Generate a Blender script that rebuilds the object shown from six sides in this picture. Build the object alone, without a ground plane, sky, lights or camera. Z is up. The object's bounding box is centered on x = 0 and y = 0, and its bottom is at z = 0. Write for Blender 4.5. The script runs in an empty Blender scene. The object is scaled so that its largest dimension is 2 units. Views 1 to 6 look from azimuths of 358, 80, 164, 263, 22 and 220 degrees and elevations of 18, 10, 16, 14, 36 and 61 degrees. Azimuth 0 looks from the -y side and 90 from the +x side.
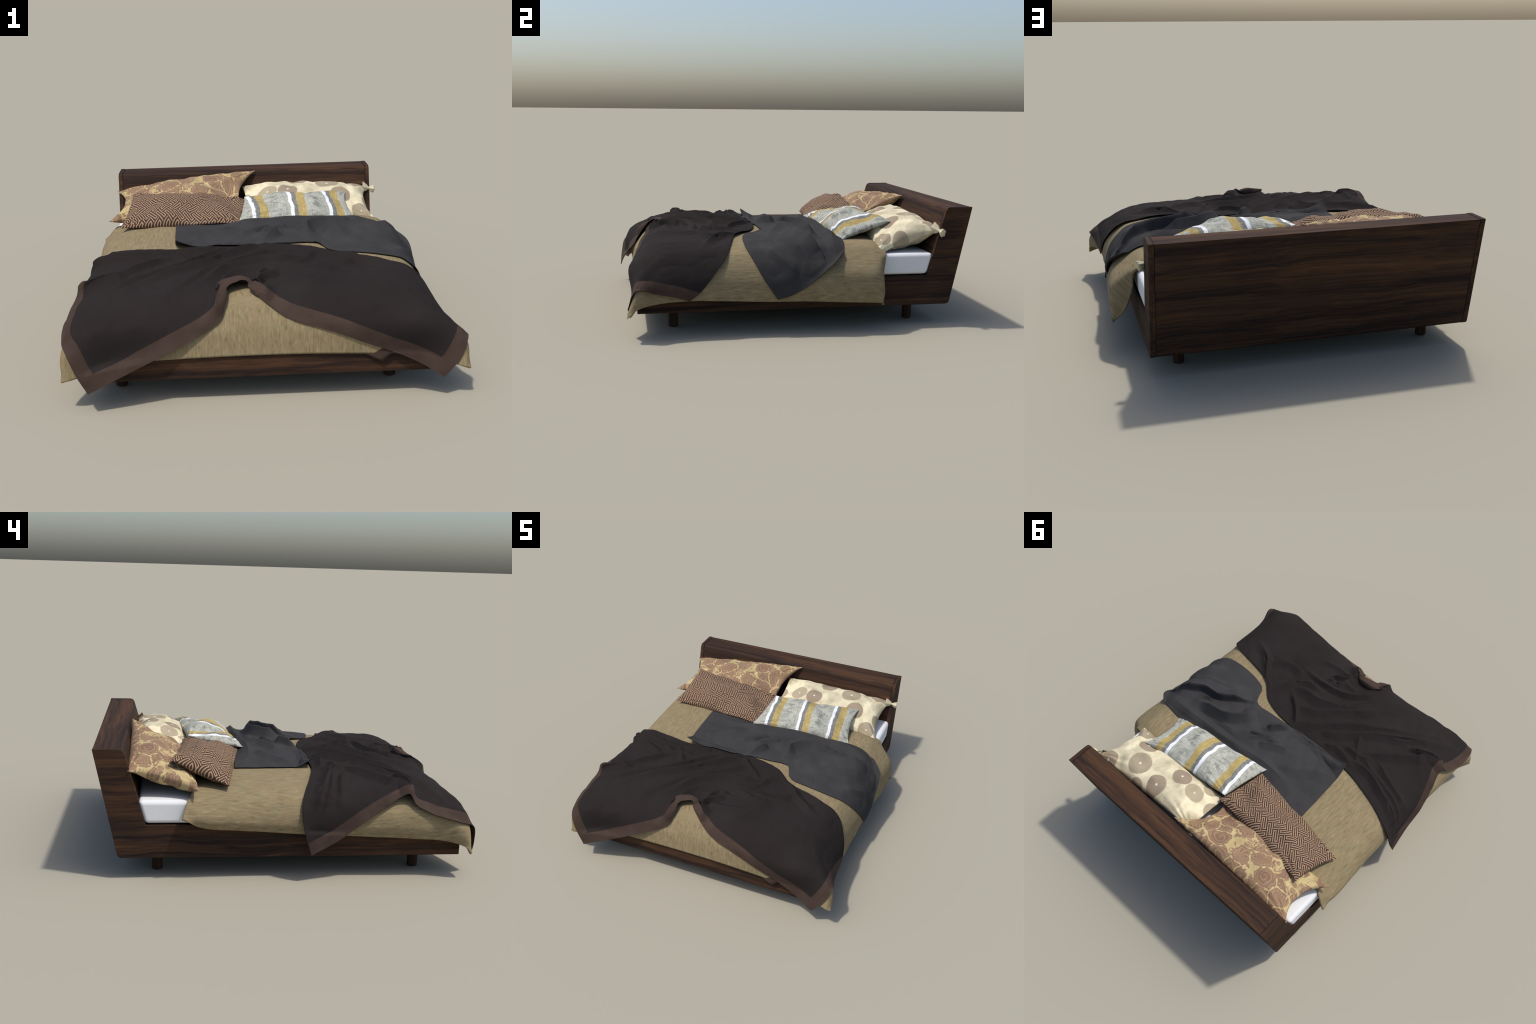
"""A low platform bed in dark striped wood, made up with a straw-coloured duvet,
a dark bordered blanket, a charcoal throw and four printed pillows."""
import bpy, math
import numpy as np
from mathutils import Vector, Matrix
from mathutils.bvhtree import BVHTree
from mathutils import noise as mnoise

# ------------------------------------------------------------------ helpers
def new_object(name, verts, faces, mat, parent=None, smooth=True, angle=None):
    me = bpy.data.meshes.new(name)
    me.from_pydata([tuple(map(float, v)) for v in verts], [], faces)
    me.update()
    if smooth:
        me.polygons.foreach_set("use_smooth", [True] * len(me.polygons))
        if angle:
            me.set_sharp_from_angle(angle=math.radians(angle))
    me.materials.append(mat)
    ob = bpy.data.objects.new(name, me)
    bpy.context.scene.collection.objects.link(ob)
    if parent:
        ob.parent = parent
    return ob

def empty(name, loc=(0, 0, 0)):
    ob = bpy.data.objects.new(name, None)
    ob.location = loc
    bpy.context.scene.collection.objects.link(ob)
    return ob

def tag(ob, label, category):
    ob["label"] = label
    ob["category"] = category

def apply_modifiers(ob):
    dg = bpy.context.evaluated_depsgraph_get()
    me = bpy.data.meshes.new_from_object(ob.evaluated_get(dg))
    old = ob.data
    me.name = ob.name
    ob.modifiers.clear()
    ob.data = me
    bpy.data.meshes.remove(old)

def bevel(ob, width, segments=3, limit=30):
    m = ob.modifiers.new("round", "BEVEL")
    m.width, m.segments = width, segments
    m.limit_method, m.angle_limit = "ANGLE", math.radians(limit)
    m.harden_normals = True
    apply_modifiers(ob)

def grid_faces(nu, nv, flip=False):
    f = []
    for j in range(nv - 1):
        for i in range(nu - 1):
            a = j * nu + i
            q = (a, a + 1, a + nu + 1, a + nu)
            f.append(q[::-1] if flip else q)
    return f

def spline(pts, t):
    """Catmull-Rom through pts (n,k) sampled at t in 0..1 (uniform knots)."""
    P = np.asarray(pts, float)
    n = len(P)
    x = np.clip(np.asarray(t) * (n - 1), 0, n - 1 - 1e-9)
    i = x.astype(int)
    f = (x - i)[:, None]
    g = lambda k: P[np.clip(k, 0, n - 1)]
    p0 = np.where((i == 0)[:, None], 2 * g(i) - g(i + 1), g(i - 1))
    p1, p2 = g(i), g(i + 1)
    p3 = np.where((i == n - 2)[:, None], 2 * g(i + 1) - g(i), g(i + 2))
    return 0.5 * (2 * p1 + (p2 - p0) * f + (2 * p0 - 5 * p1 + 4 * p2 - p3) * f ** 2
                  + (3 * p1 - p0 - 3 * p2 + p3) * f ** 3)

def edge_curve(pts, n):
    """Boundary curve sampled evenly by length."""
    d = spline(pts, np.linspace(0, 1, 600))
    s = np.concatenate([[0], np.cumsum(np.linalg.norm(np.diff(d, axis=0), axis=1))])
    q = np.linspace(0, s[-1], n)
    return np.stack([np.interp(q, s, d[:, k]) for k in range(3)], 1)

def cage_surface(cage, nu, nv):
    """Tensor Catmull-Rom surface through a cage of rows of points -> (nv,nu,3)."""
    C = np.asarray(cage, float)
    rows = np.stack([spline(r, np.linspace(0, 1, nu)) for r in C])
    return np.stack([spline(rows[:, i], np.linspace(0, 1, nv)) for i in range(nu)], 1)

def grid_normals(P):
    du = np.gradient(P, axis=1)
    dv = np.gradient(P, axis=0)
    n = np.cross(du, dv)
    return n / np.maximum(np.linalg.norm(n, axis=-1, keepdims=True), 1e-9)

def line_distance(xy, pts, curve=True):
    """Distance of xy (...,2) to a smooth polyline, with signed side and 0..1 position along."""
    L = spline(pts, np.linspace(0, 1, 10 * (len(pts) - 1) + 1)) if curve else np.asarray(pts, float)
    best = np.full(xy.shape[:-1], 1e9)
    side = np.zeros_like(best)
    along = np.zeros_like(best)
    n = len(L) - 1
    for k in range(n):
        a, b = L[k], L[k + 1]
        ab = b - a
        t = np.clip(((xy - a) @ ab) / (ab @ ab + 1e-12), 0, 1)
        d = xy - (a + t[..., None] * ab)
        r = np.linalg.norm(d, axis=-1)
        m = r < best
        best = np.where(m, r, best)
        side = np.where(m, np.sign(ab[0] * d[..., 1] - ab[1] * d[..., 0]), side)
        along = np.where(m, (k + t) / n, along)
    return best, side, along

def fold_height(xy, folds):
    """Sum of creased folds: (points, height, width of the left side, width of the right side)."""
    h = np.zeros(xy.shape[:-1])
    for pts, amp, wl, wr in folds:
        r, s, al = line_distance(xy, pts)
        w = np.where(s > 0, wl, wr)
        prof = np.clip(1 - r / w, 0, 1) ** 1.35
        taper = np.clip(np.minimum(al, 1 - al) * 5, 0.25, 1) if amp > 0 else np.clip(np.minimum(al, 1 - al) * 2.2, 0.0, 1)
        g = amp * prof * taper
        h = np.where(amp > 0, np.maximum(h, g) + 0.25 * np.minimum(np.maximum(h, 0), g), h + g)
    return h

def noise_field(P, scale, seed):
    flat = P.reshape(-1, 3)
    out = np.empty(len(flat))
    off = Vector((seed * 7.3, seed * 3.1, seed * 5.7))
    sc = Vector(scale) if hasattr(scale, "__len__") else Vector((scale,) * 3)
    for i, p in enumerate(flat):
        out[i] = mnoise.noise(Vector((p[0] * sc[0], p[1] * sc[1], p[2] * sc[2])) + off)
    return out.reshape(P.shape[:-1])

# ------------------------------------------------------------------ node helper
class Nodes:
    def __init__(self, name):
        self.mat = bpy.data.materials.new(name)
        self.mat.use_nodes = True
        self.t = self.mat.node_tree
        self.t.nodes.clear()
        self.out = self.t.nodes.new("ShaderNodeOutputMaterial")
        self.bsdf = self.t.nodes.new("ShaderNodeBsdfPrincipled")
        self.t.links.new(self.bsdf.outputs[0], self.out.inputs[0])
        self.tc = self.t.nodes.new("ShaderNodeTexCoord")
        self.obj = self.tc.outputs["Object"]

    def set(self, sock, v):
        if isinstance(v, bpy.types.NodeSocket):
            self.t.links.new(v, sock)
        elif hasattr(v, "__len__") and len(v) == 3 and sock.type == "RGBA":
            sock.default_value = (*v, 1)
        else:
            sock.default_value = v

    def math(self, op, a, b=0.0, c=0.0):
        n = self.t.nodes.new("ShaderNodeMath")
        n.operation = op
        for s, v in zip(n.inputs, (a, b, c)):
            self.set(s, v)
        return n.outputs[0]

    def vmath(self, op, a, b=(0, 0, 0), out=0):
        n = self.t.nodes.new("ShaderNodeVectorMath")
        n.operation = op
        self.set(n.inputs[0], a)
        self.set(n.inputs[1], b)
        return n.outputs[out]

    def mapping(self, v, scale=(1, 1, 1), rot=(0, 0, 0), loc=(0, 0, 0)):
        n = self.t.nodes.new("ShaderNodeMapping")
        self.set(n.inputs[0], v)
        n.inputs["Scale"].default_value = scale
        n.inputs["Rotation"].default_value = rot
        n.inputs["Location"].default_value = loc
        return n.outputs[0]

    def noise(self, v, scale, detail=3.0, rough=0.55, dist=0.0, out=0):
        n = self.t.nodes.new("ShaderNodeTexNoise")
        self.set(n.inputs["Vector"], v)
        n.inputs["Scale"].default_value = scale
        n.inputs["Detail"].default_value = detail
        n.inputs["Roughness"].default_value = rough
        n.inputs["Distortion"].default_value = dist
        return n.outputs[out]

    def ramp(self, fac, stops, mode="LINEAR"):
        n = self.t.nodes.new("ShaderNodeValToRGB")
        n.color_ramp.interpolation = mode
        el = n.color_ramp.elements
        while len(el) < len(stops):
            el.new(0.5)
        for e, (p, c) in zip(el, stops):
            e.position = p
            e.color = (*c, 1) if hasattr(c, "__len__") else (c, c, c, 1)
        self.set(n.inputs[0], fac)
        return n.outputs[0]

    def mix(self, fac, a, b, mode="MIX"):
        n = self.t.nodes.new("ShaderNodeMix")
        n.data_type = "RGBA"
        n.blend_type = mode
        self.set(n.inputs[0], fac)
        self.set(n.inputs[6], a)
        self.set(n.inputs[7], b)
        return n.outputs[2]

    def step(self, v, lo, hi):
        n = self.t.nodes.new("ShaderNodeMapRange")
        n.interpolation_type = "SMOOTHSTEP"
        self.set(n.inputs[0], v)
        n.inputs[1].default_value = lo
        n.inputs[2].default_value = hi
        return n.outputs[0]

    def sep(self, v):
        n = self.t.nodes.new("ShaderNodeSeparateXYZ")
        self.set(n.inputs[0], v)
        return n.outputs

    def comb(self, x, y, z=0.0):
        n = self.t.nodes.new("ShaderNodeCombineXYZ")
        for s, v in zip(n.inputs, (x, y, z)):
            self.set(s, v)
        return n.outputs[0]

    def bump(self, h, strength, dist=0.004):
        n = self.t.nodes.new("ShaderNodeBump")
        n.inputs["Strength"].default_value = strength
        n.inputs["Distance"].default_value = dist
        self.set(n.inputs["Height"], h)
        self.set(self.bsdf.inputs["Normal"], n.outputs[0])

    def finish(self, color, rough=0.8, spec=0.3, sheen=0.0):
        self.set(self.bsdf.inputs["Base Color"], color)
        self.set(self.bsdf.inputs["Roughness"], rough)
        self.bsdf.inputs["Specular IOR Level"].default_value = spec
        if sheen:
            self.bsdf.inputs["Sheen Weight"].default_value = sheen
            self.bsdf.inputs["Sheen Roughness"].default_value = 0.5
        return self.mat

# ------------------------------------------------------------------ materials
def wood_material(name, grain_axis, loc=(0, 0, 0)):
    """Dark brown veneer: streaks that run along one axis."""
    n = Nodes(name)
    along, across = 0.75, 17.0
    sc = [across] * 3
    sc["xyz".index(grain_axis)] = along
    v = n.mapping(n.obj, sc, loc=loc)
    wob = n.noise(n.obj, 2.2, 2.0, out=1)
    wob = n.vmath("MULTIPLY", n.vmath("SUBTRACT", wob, (0.5, 0.5, 0.5)), (0.9, 0.9, 0.9))
    v2 = n.vmath("ADD", v, wob)
    broad = n.noise(v2, 1.0, 4.0, 0.6, 0.6)
    streak = [7.0] * 3
    streak["xyz".index(grain_axis)] = 1.6
    fine = n.noise(n.mapping(v2, streak), 1.0, 4.0, 0.65, 0.2)
    f = n.math("ADD", n.math("MULTIPLY", broad, 0.66), n.math("MULTIPLY", fine, 0.34))
    col = n.ramp(f, [(0.36, (0.0150, 0.0110, 0.0108)), (0.46, (0.030, 0.0185, 0.0140)),
                     (0.53, (0.050, 0.0270, 0.0165)), (0.60, (0.072, 0.0370, 0.0200)),
                     (0.70, (0.100, 0.0520, 0.0270))])
    pore = n.noise(n.mapping(n.obj, [c * 9 for c in sc]), 1.0, 2.0)
    col = n.mix(n.math("MULTIPLY", n.step(pore, 0.55, 0.75), 0.35), col, (0.014, 0.009, 0.008))
    n.bump(fine, 0.08, 0.002)
    return n.finish(col, 0.7, 0.07)

def mattress_material():
    n = Nodes("white_sheet")
    w = n.noise(n.mapping(n.obj, (60, 60, 60)), 1.0, 3.0)
    col = n.mix(w, (0.66, 0.67, 0.68), (0.74, 0.745, 0.75))
    return n.finish(col, 0.7, 0.2)

def duvet_material():
    """Straw-coloured slub weave; threads run along the bed."""
    n = Nodes("straw_slub_weave")
    # the weave follows the cloth: along y on top and sides, along z at the foot
    g = n.t.nodes.new("ShaderNodeNewGeometry")
    nx, ny, nz = n.sep(g.outputs["Normal"])[:3]
    foot = n.step(n.math("MULTIPLY", ny, -1.0), 0.45, 0.75)
    o = n.sep(n.obj)
    across = n.math("SUBTRACT", n.math("ABSOLUTE", o[0]), o[2])        # runs over the edge and down the side
    a = n.mapping(n.comb(across, o[1], n.math("MULTIPLY", n.math("SIGN", o[0]), 5.0)), (66, 12, 1))
    b = n.mapping(n.comb(o[0], n.math("ADD", o[1], o[2]), 0.0), (66, 12, 1), loc=(3, 7, 2))
    m = n.t.nodes.new("ShaderNodeMix")
    m.data_type = "VECTOR"
    n.set(m.inputs[0], foot)
    n.set(m.inputs[4], a)
    n.set(m.inputs[5], b)
    v = m.outputs[1]
    s1 = n.noise(v, 1.0, 4.0, 0.6, 0.3)
    s2 = n.noise(n.mapping(v, (2.6, 2.2, 1)), 1.0, 2.0, 0.5)
    hue = n.noise(n.mapping(v, (0.7, 1.2, 1), loc=(9, 4, 1)), 1.0, 2.0)
    col = n.ramp(n.math("ADD", n.math("MULTIPLY", s1, 0.6), n.math("MULTIPLY", s2, 0.4)),
                 [(0.30, (0.118, 0.092, 0.048)), (0.43, (0.200, 0.158, 0.088)), (0.55, (0.242, 0.190, 0.106)), (0.68, (0.310, 0.252, 0.156))])
    col = n.mix(n.math("MULTIPLY", n.step(hue, 0.56, 0.72), 0.45), col, (0.185, 0.195, 0.120))
    col = n.mix(n.math("MULTIPLY", n.step(hue, 0.45, 0.30), 0.45), col, (0.235, 0.160, 0.100))
    n.bump(s1, 0.25, 0.004)
    return n.finish(col, 0.9, 0.15)

def blanket_material():
    n = Nodes("dark_brown_wool")
    p = n.noise(n.obj, 3.0, 3.0)
    f = n.noise(n.obj, 260.0, 2.0)
    col = n.ramp(p, [(0.3, (0.0180, 0.0142, 0.0130)), (0.7, (0.0240, 0.0195, 0.0183))])
    col = n.mix(n.math("MULTIPLY", f, 0.25), col, (0.022, 0.020, 0.020))
    return n.finish(col, 0.95, 0.08)

def trim_material():
    n = Nodes("brown_satin_binding")
    p = n.noise(n.obj, 9.0, 4.0, 0.6)
    col = n.ramp(p, [(0.3, (0.042, 0.0272, 0.0212)), (0.7, (0.060, 0.0395, 0.0315))])
    return n.finish(col, 0.8, 0.10)

def throw_material():
    n = Nodes("charcoal_felt")
    p = n.noise(n.obj, 7.0, 5.0, 0.65)
    f = n.noise(n.obj, 170.0, 3.0, 0.7)
    col = n.ramp(p, [(0.28, (0.0325, 0.0313, 0.0315)), (0.5, (0.0385, 0.0372, 0.0376)), (0.72, (0.046, 0.0446, 0.0450))])
    col = n.mix(n.math("MULTIPLY", n.step(f, 0.45, 0.75), 0.35), col, (0.056, 0.056, 0.061))
    n.bump(f, 0.15, 0.002)
    return n.finish(col, 0.95, 0.08)

def fret_material():
    """Interlocking key fret: light outlines of herringbone bars, set at 45 degrees."""
    n = Nodes("key_fret_print")
    unit, L = 0.037, 2
    wob = n.vmath("MULTIPLY", n.vmath("SUBTRACT", n.noise(n.obj, 30.0, 2.0, out=1), (0.5, 0.5, 0.5)), (0.005, 0.005, 0))
    v = n.mapping(n.vmath("ADD", n.obj, wob), (1 / unit, 1 / unit, 1), rot=(0, 0, math.radians(45)))
    x, y, _ = n.sep(v)[:3]
    i, j = n.math("FLOOR", x), n.math("FLOOR", y)
    fx, fy = n.math("SUBTRACT", x, i), n.math("SUBTRACT", y, j)
    k = n.math("FLOORED_MODULO", n.math("SUBTRACT", i, j), 2 * L)
    horiz = n.math("LESS_THAN", k, L - 0.5)
    mixf = lambda a, b: n.math("ADD", n.math("MULTIPLY", horiz, a), n.math("MULTIPLY", n.math("SUBTRACT", 1.0, horiz), b))
    al = mixf(n.math("ADD", k, fx), n.math("ADD", n.math("SUBTRACT", 2 * L - 1, k), fy))   # along the bar
    ac = mixf(fy, fx)                                                                      # across it
    inside = lambda v, lo, hi: n.math("MULTIPLY", n.step(v, lo - 0.03, lo + 0.03), n.math("SUBTRACT", 1.0, n.step(v, hi - 0.03, hi + 0.03)))
    # each bar holds one S-shaped meander: three strokes, joined at opposite ends
    w = 0.066
    strokes = [n.math("MULTIPLY", inside(ac, 1 / 6 - w, 1 / 6 + w), inside(al, 0.09, L + 0.05)),
               n.math("MULTIPLY", inside(ac, 1 / 2 - w, 1 / 2 + w), inside(al, 0.09, L - 0.09)),
               n.math("MULTIPLY", inside(ac, 5 / 6 - w, 5 / 6 + w), inside(al, -0.05, L - 0.09)),
               n.math("MULTIPLY", inside(al, 0.09, 0.09 + 2 * w), inside(ac, 1 / 6 - w, 1 / 2 + w)),
               n.math("MULTIPLY", inside(al, L - 0.09 - 2 * w, L - 0.09), inside(ac, 1 / 2 - w, 5 / 6 + w))]
    ink = strokes[0]
    for st in strokes[1:]:
        ink = n.math("MAXIMUM", ink, st)
    t = n.noise(n.obj, 260.0, 3.0, 0.7)
    light = n.mix(t, (0.25, 0.155, 0.092), (0.42, 0.290, 0.180))
    dark = n.mix(t, (0.036, 0.021, 0.017), (0.070, 0.042, 0.033))
    col = n.mix(ink, dark, light)
    n.bump(ink, 0.2, 0.002)
    return n.finish(col, 0.9, 0.15)

def paisley_material():
    """Brown teardrop leaves with curled light veins, large and small, crowded on a straw ground."""
    n = Nodes("paisley_print")
    wob = n.vmath("MULTIPLY", n.vmath("SUBTRACT", n.noise(n.obj, 12.0, 1.0, out=1), (0.5, 0.5, 0.5)), (0.05, 0.05, 0))
    flat = n.vmath("MULTIPLY", n.vmath("ADD", n.obj, wob), (1, 1, 0))

    def leaves(scale, loc, reach, gap, spokes):
        v = n.mapping(flat, (scale, scale * 1.15, 0), loc=loc)
        ve = n.t.nodes.new("ShaderNodeTexVoronoi")
        ve.feature = "DISTANCE_TO_EDGE"
        vc = n.t.nodes.new("ShaderNodeTexVoronoi")
        for t in (ve, vc):
            t.inputs["Scale"].default_value = 1.0
            t.inputs["Randomness"].default_value = 0.8
            n.set(t.inputs["Vector"], v)
        d = n.sep(n.vmath("SUBTRACT", v, vc.outputs["Position"]))
        rnd = n.sep(vc.outputs["Color"])
        rad, edge = vc.outputs["Distance"], ve.outputs[0]
        a = n.math("ADD", n.math("ARCTAN2", d[1], d[0]), n.math("MULTIPLY", rnd[0], 6.283))
        # teardrop: long on one side, with a scalloped rim
        limit = n.math("ADD", reach, n.math("ADD", n.math("MULTIPLY", n.math("COSINE", a), 0.14),
                       n.math("MULTIPLY", n.math("SINE", n.math("ADD", n.math("MULTIPLY", a, 11.0), n.math("MULTIPLY", rad, 9.0))), 0.030)))
        inner = n.math("MINIMUM", n.math("SUBTRACT", limit, rad), n.math("ADD", n.math("SUBTRACT", edge, gap), n.math("MULTIPLY", n.math("SINE", n.math("ADD", n.math("MULTIPLY", a, 9.0), n.math("MULTIPLY", rad, 12.0))), 0.018)))
        leaf = n.step(inner, -0.012, 0.012)
        rim = n.math("SUBTRACT", 1.0, n.step(n.math("ABSOLUTE", n.math("SUBTRACT", inner, 0.095)), 0.004, 0.020))
        spoke = n.math("SINE", n.math("ADD", n.math("MULTIPLY", a, spokes), n.math("MULTIPLY", rad, 24.0)))
        spoke = n.math("MULTIPLY", n.step(spoke, 0.35, 0.95), n.math("MULTIPLY", n.step(inner, 0.03, 0.07), n.step(rad, 0.03, 0.10)))
        curl = n.math("MULTIPLY", n.step(n.math("SINE", n.math("ADD", n.math("MULTIPLY", rad, 36.0), a)), 0.6, 0.97), n.step(inner, 0.03, 0.07))
        pick = n.step(rnd[1], 0.35, 0.37)
        vein = n.math("ADD", n.math("MULTIPLY", spoke, pick), n.math("MULTIPLY", curl, n.math("SUBTRACT", 1.0, pick)))
        vein = n.math("MULTIPLY", n.math("MAXIMUM", vein, rim), 0.40)
        return n.math("MULTIPLY", leaf, n.math("SUBTRACT", 1.0, vein)), leaf

    big, big_mask = leaves(9.5, (0, 0, 0), 0.74, 0.040, 13.0)
    small, _ = leaves(21.0, (3.3, 1.7, 0), 0.46, 0.040, 7.0)
    free = n.math("SUBTRACT", 1.0, big_mask)
    g = n.noise(n.obj, 14.0, 3.0)
    ground = n.ramp(g, [(0.3, (0.37, 0.285, 0.135)), (0.7, (0.48, 0.385, 0.195))])
    brown = n.ramp(g, [(0.3, (0.190, 0.110, 0.070)), (0.7, (0.240, 0.146, 0.096))])
    tw = n.math("ABSOLUTE", n.math("SUBTRACT", n.noise(n.obj, 24.0, 1.0, 0.4, 0.5), 0.5))
    twig = n.math("MULTIPLY", n.math("SUBTRACT", 1.0, n.step(tw, 0.004, 0.010)), 0.6)
    ink = n.math("MAXIMUM", big, n.math("MULTIPLY", free, n.math("MAXIMUM", n.math("MULTIPLY", small, 0.9), twig)))
    return n.finish(n.mix(ink, ground, brown), 0.85, 0.2)

def disc_material(discs):
    """Cream cloth with printed seed-head discs (x, y, radius, strength, tint)."""
    n = Nodes("seed_disc_print")
    p = n.noise(n.obj, 7.0, 4.0, 0.6)
    q = n.noise(n.obj, 30.0, 3.0, 0.6)
    col = n.ramp(p, [(0.34, (0.42, 0.375, 0.245)), (0.48, (0.60, 0.535, 0.365)), (0.64, (0.74, 0.66, 0.455))])
    col = n.mix(n.math("MULTIPLY", n.step(q, 0.48, 0.72), 0.40), col, (0.46, 0.435, 0.30))
    x, y, _ = n.sep(n.obj)[:3]
    for cx, cy, r, s, tint in discs:
        dx, dy = n.math("SUBTRACT", x, cx), n.math("SUBTRACT", y, cy)
        rr = n.math("DIVIDE", n.math("SQRT", n.math("ADD", n.math("MULTIPLY", dx, dx), n.math("MULTIPLY", dy, dy))), r)
        ang = n.math("ARCTAN2", dy, dx)
        rag = n.math("MULTIPLY", n.math("SINE", n.math("MULTIPLY", ang, 61.0)), 0.03)
        m = n.math("SUBTRACT", 1.0, n.step(n.math("ADD", rr, rag), 0.94, 1.02))
        ray = n.math("ADD", 0.84, n.math("MULTIPLY", n.math("SINE", n.math("ADD", n.math("MULTIPLY", ang, 57.0), n.math("MULTIPLY", q, 2.5))), 0.28))
        m = n.math("MULTIPLY", n.math("MULTIPLY", m, s), n.math("MULTIPLY", ray, n.math("ADD", 0.62, n.math("MULTIPLY", p, 0.7))))
        base = n.mix(tint, (0.205, 0.160, 0.105), (0.175, 0.118, 0.088))
        col = n.mix(m, col, base)
        dot = n.math("SUBTRACT", 1.0, n.step(rr, 0.08, 0.12))
        col = n.mix(n.math("MULTIPLY", dot, s), col, (0.72, 0.67, 0.50))
    return n.finish(col, 0.85, 0.2)

def stripe_material(width):
    """Grey slub ground with repeating white, grey and mustard stripes across the width."""
    n = Nodes("woven_stripe")
    x, y, _ = n.sep(n.obj)[:3]
    wob = n.math("MULTIPLY", n.math("SUBTRACT", n.noise(n.comb(n.math("MULTIPLY", x, 4.0), n.math("MULTIPLY", y, 16.0)), 1.0, 2.0), 0.5), 0.022)
    f = n.math("ADD", n.math("DIVIDE", n.math("ADD", x, wob), width), 0.5)
    p = n.math("FRACT", n.math("DIVIDE", n.math("SUBTRACT", f, 0.068), 0.335))
    slub = n.noise(n.mapping(n.obj, (190, 26, 1)), 1.0, 3.0, 0.6)
    weft = n.noise(n.mapping(n.obj, (26, 190, 1)), 1.0, 3.0, 0.6)
    w = n.math("ADD", n.math("MULTIPLY", slub, 0.5), n.math("MULTIPLY", weft, 0.5))
    blot = n.noise(n.mapping(n.obj, (14, 30, 1)), 1.0, 3.0, 0.6)
    pale = n.ramp(w, [(0.34, (0.225, 0.228, 0.188)), (0.5, (0.360, 0.364, 0.312)), (0.66, (0.50, 0.50, 0.44))])
    dark = n.ramp(w, [(0.38, (0.110, 0.114, 0.096)), (0.6, (0.27, 0.274, 0.238))])
    band = n.ramp(p, [(0.0, 0.0), (0.50, 0.15), (0.62, 0.9), (0.70, 1.0), (0.80, 0.25), (0.90, 0.7), (1.0, 0.1)])
    pale = n.mix(n.math("MULTIPLY", n.step(blot, 0.46, 0.62), band), pale, dark)
    white = n.ramp(w, [(0.4, (0.60, 0.62, 0.64)), (0.6, (0.76, 0.78, 0.80))])
    grey = n.ramp(w, [(0.4, (0.125, 0.125, 0.115)), (0.6, (0.225, 0.225, 0.205))])
    must = n.ramp(w, [(0.4, (0.295, 0.220, 0.080)), (0.6, (0.43, 0.335, 0.140))])
    col = pale
    for lo, hi, c in ((0.00, 0.095, white), (0.095, 0.205, grey), (0.205, 0.41, must)):
        m = n.math("MULTIPLY", n.step(p, lo - 0.008, lo + 0.008), n.math("SUBTRACT", 1.0, n.step(p, hi - 0.008, hi + 0.008)))
        col = n.mix(m, col, c)
    n.bump(w, 0.25, 0.003)
    return n.finish(col, 0.9, 0.15)

WOOD_X = wood_material("dark_veneer_crosswise", "x")
WOOD_Y = wood_material("dark_veneer_lengthwise", "y", (3.1, 0.4, 1.7))
WOOD_Z = wood_material("dark_veneer_upright", "z", (1.3, 2.2, 0.2))
DUVET, BLANKET, TRIM, THROW, SHEET = duvet_material(), blanket_material(), trim_material(), throw_material(), mattress_material()

# ------------------------------------------------------------------ bed frame
bed = empty("bed", (-0.03, 0.04, 0.0))
tag(bed, "low platform bed in dark brown striped wood veneer", "bed")
def at_bed(ob):
    ob.parent = bed
    ob.matrix_parent_inverse = Matrix.Translation(-bed.location)
    return ob

XL, XR, PANEL = -0.820, 0.757, 0.026           # outer faces and thickness of the side panels
Z0, Z1, ZTOP = 0.113, 0.286, 0.677             # rail underside, rail top, headboard top
YFRONT = -0.910

def rounded_polygon(pts):
    """pts: (y, z, corner radius) -> list of (y, z)."""
    out, n = [], len(pts)
    for i in range(n):
        p0, p1, p2 = (np.array(pts[(i + k) % n][:2]) for k in (-1, 0, 1))
        r = pts[i][2]
        if r <= 0:
            out.append(p1)
            continue
        a, b = (p0 - p1) / np.linalg.norm(p0 - p1), (p2 - p1) / np.linalg.norm(p2 - p1)
        for t in np.linspace(0, 1, 7):
            out.append((1 - t) ** 2 * (p1 + a * r) + 2 * t * (1 - t) * p1 + t * t * (p1 + b * r))
    return out

def extrude_x(name, outline, x0, x1, mat):
    n = len(outline)
    v = [(x, *p) for x in (x0, x1) for p in outline]
    f = [tuple(range(n))[::-1], tuple(range(n, 2 * n))]
    f += [(i, (i + 1) % n, n + (i + 1) % n, n + i) for i in range(n)]
    ob = at_bed(new_object(name, v, f, mat, angle=35))
    return ob

side_outline = rounded_polygon([(0.880, Z0, 0.022), (1.000, ZTOP, 0.004), (0.848, ZTOP, 0.026),
                                (0.739, Z1, 0.004), (YFRONT, Z1, 0.004), (YFRONT, Z0, 0.004)])
for x0, x1 in ((XL, XL + PANEL), (XR - PANEL, XR)):
    ob = extrude_x("side_panel", side_outline, x0, x1, WOOD_Y)
    bevel(ob, 0.003, 2)
gap = 0.0012
head_outline = rounded_polygon([(0.879, Z0 + 0.002, 0.018), (0.9985, ZTOP - 0.0015, 0.003), (0.848, ZTOP - 0.0015, 0.028),
                                (0.700, 0.14, 0.003), (0.700, Z0 + 0.002, 0.003)])
bevel(extrude_x("headboard", head_outline, XL + PANEL + gap, XR - PANEL - gap, WOOD_X), 0.002, 2)
foot_outline = rounded_polygon([(YFRONT + 0.002, Z0 + 0.001, 0.003), (YFRONT + 0.002, 0.247, 0.010), (YFRONT + 0.040, 0.249, 0.006),
                                (YFRONT + 0.040, Z0 + 0.001, 0.003)])
bevel(extrude_x("footboard", foot_outline[::-1], XL + PANEL + gap, XR - PANEL - gap, WOOD_X), 0.0015, 2)
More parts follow.
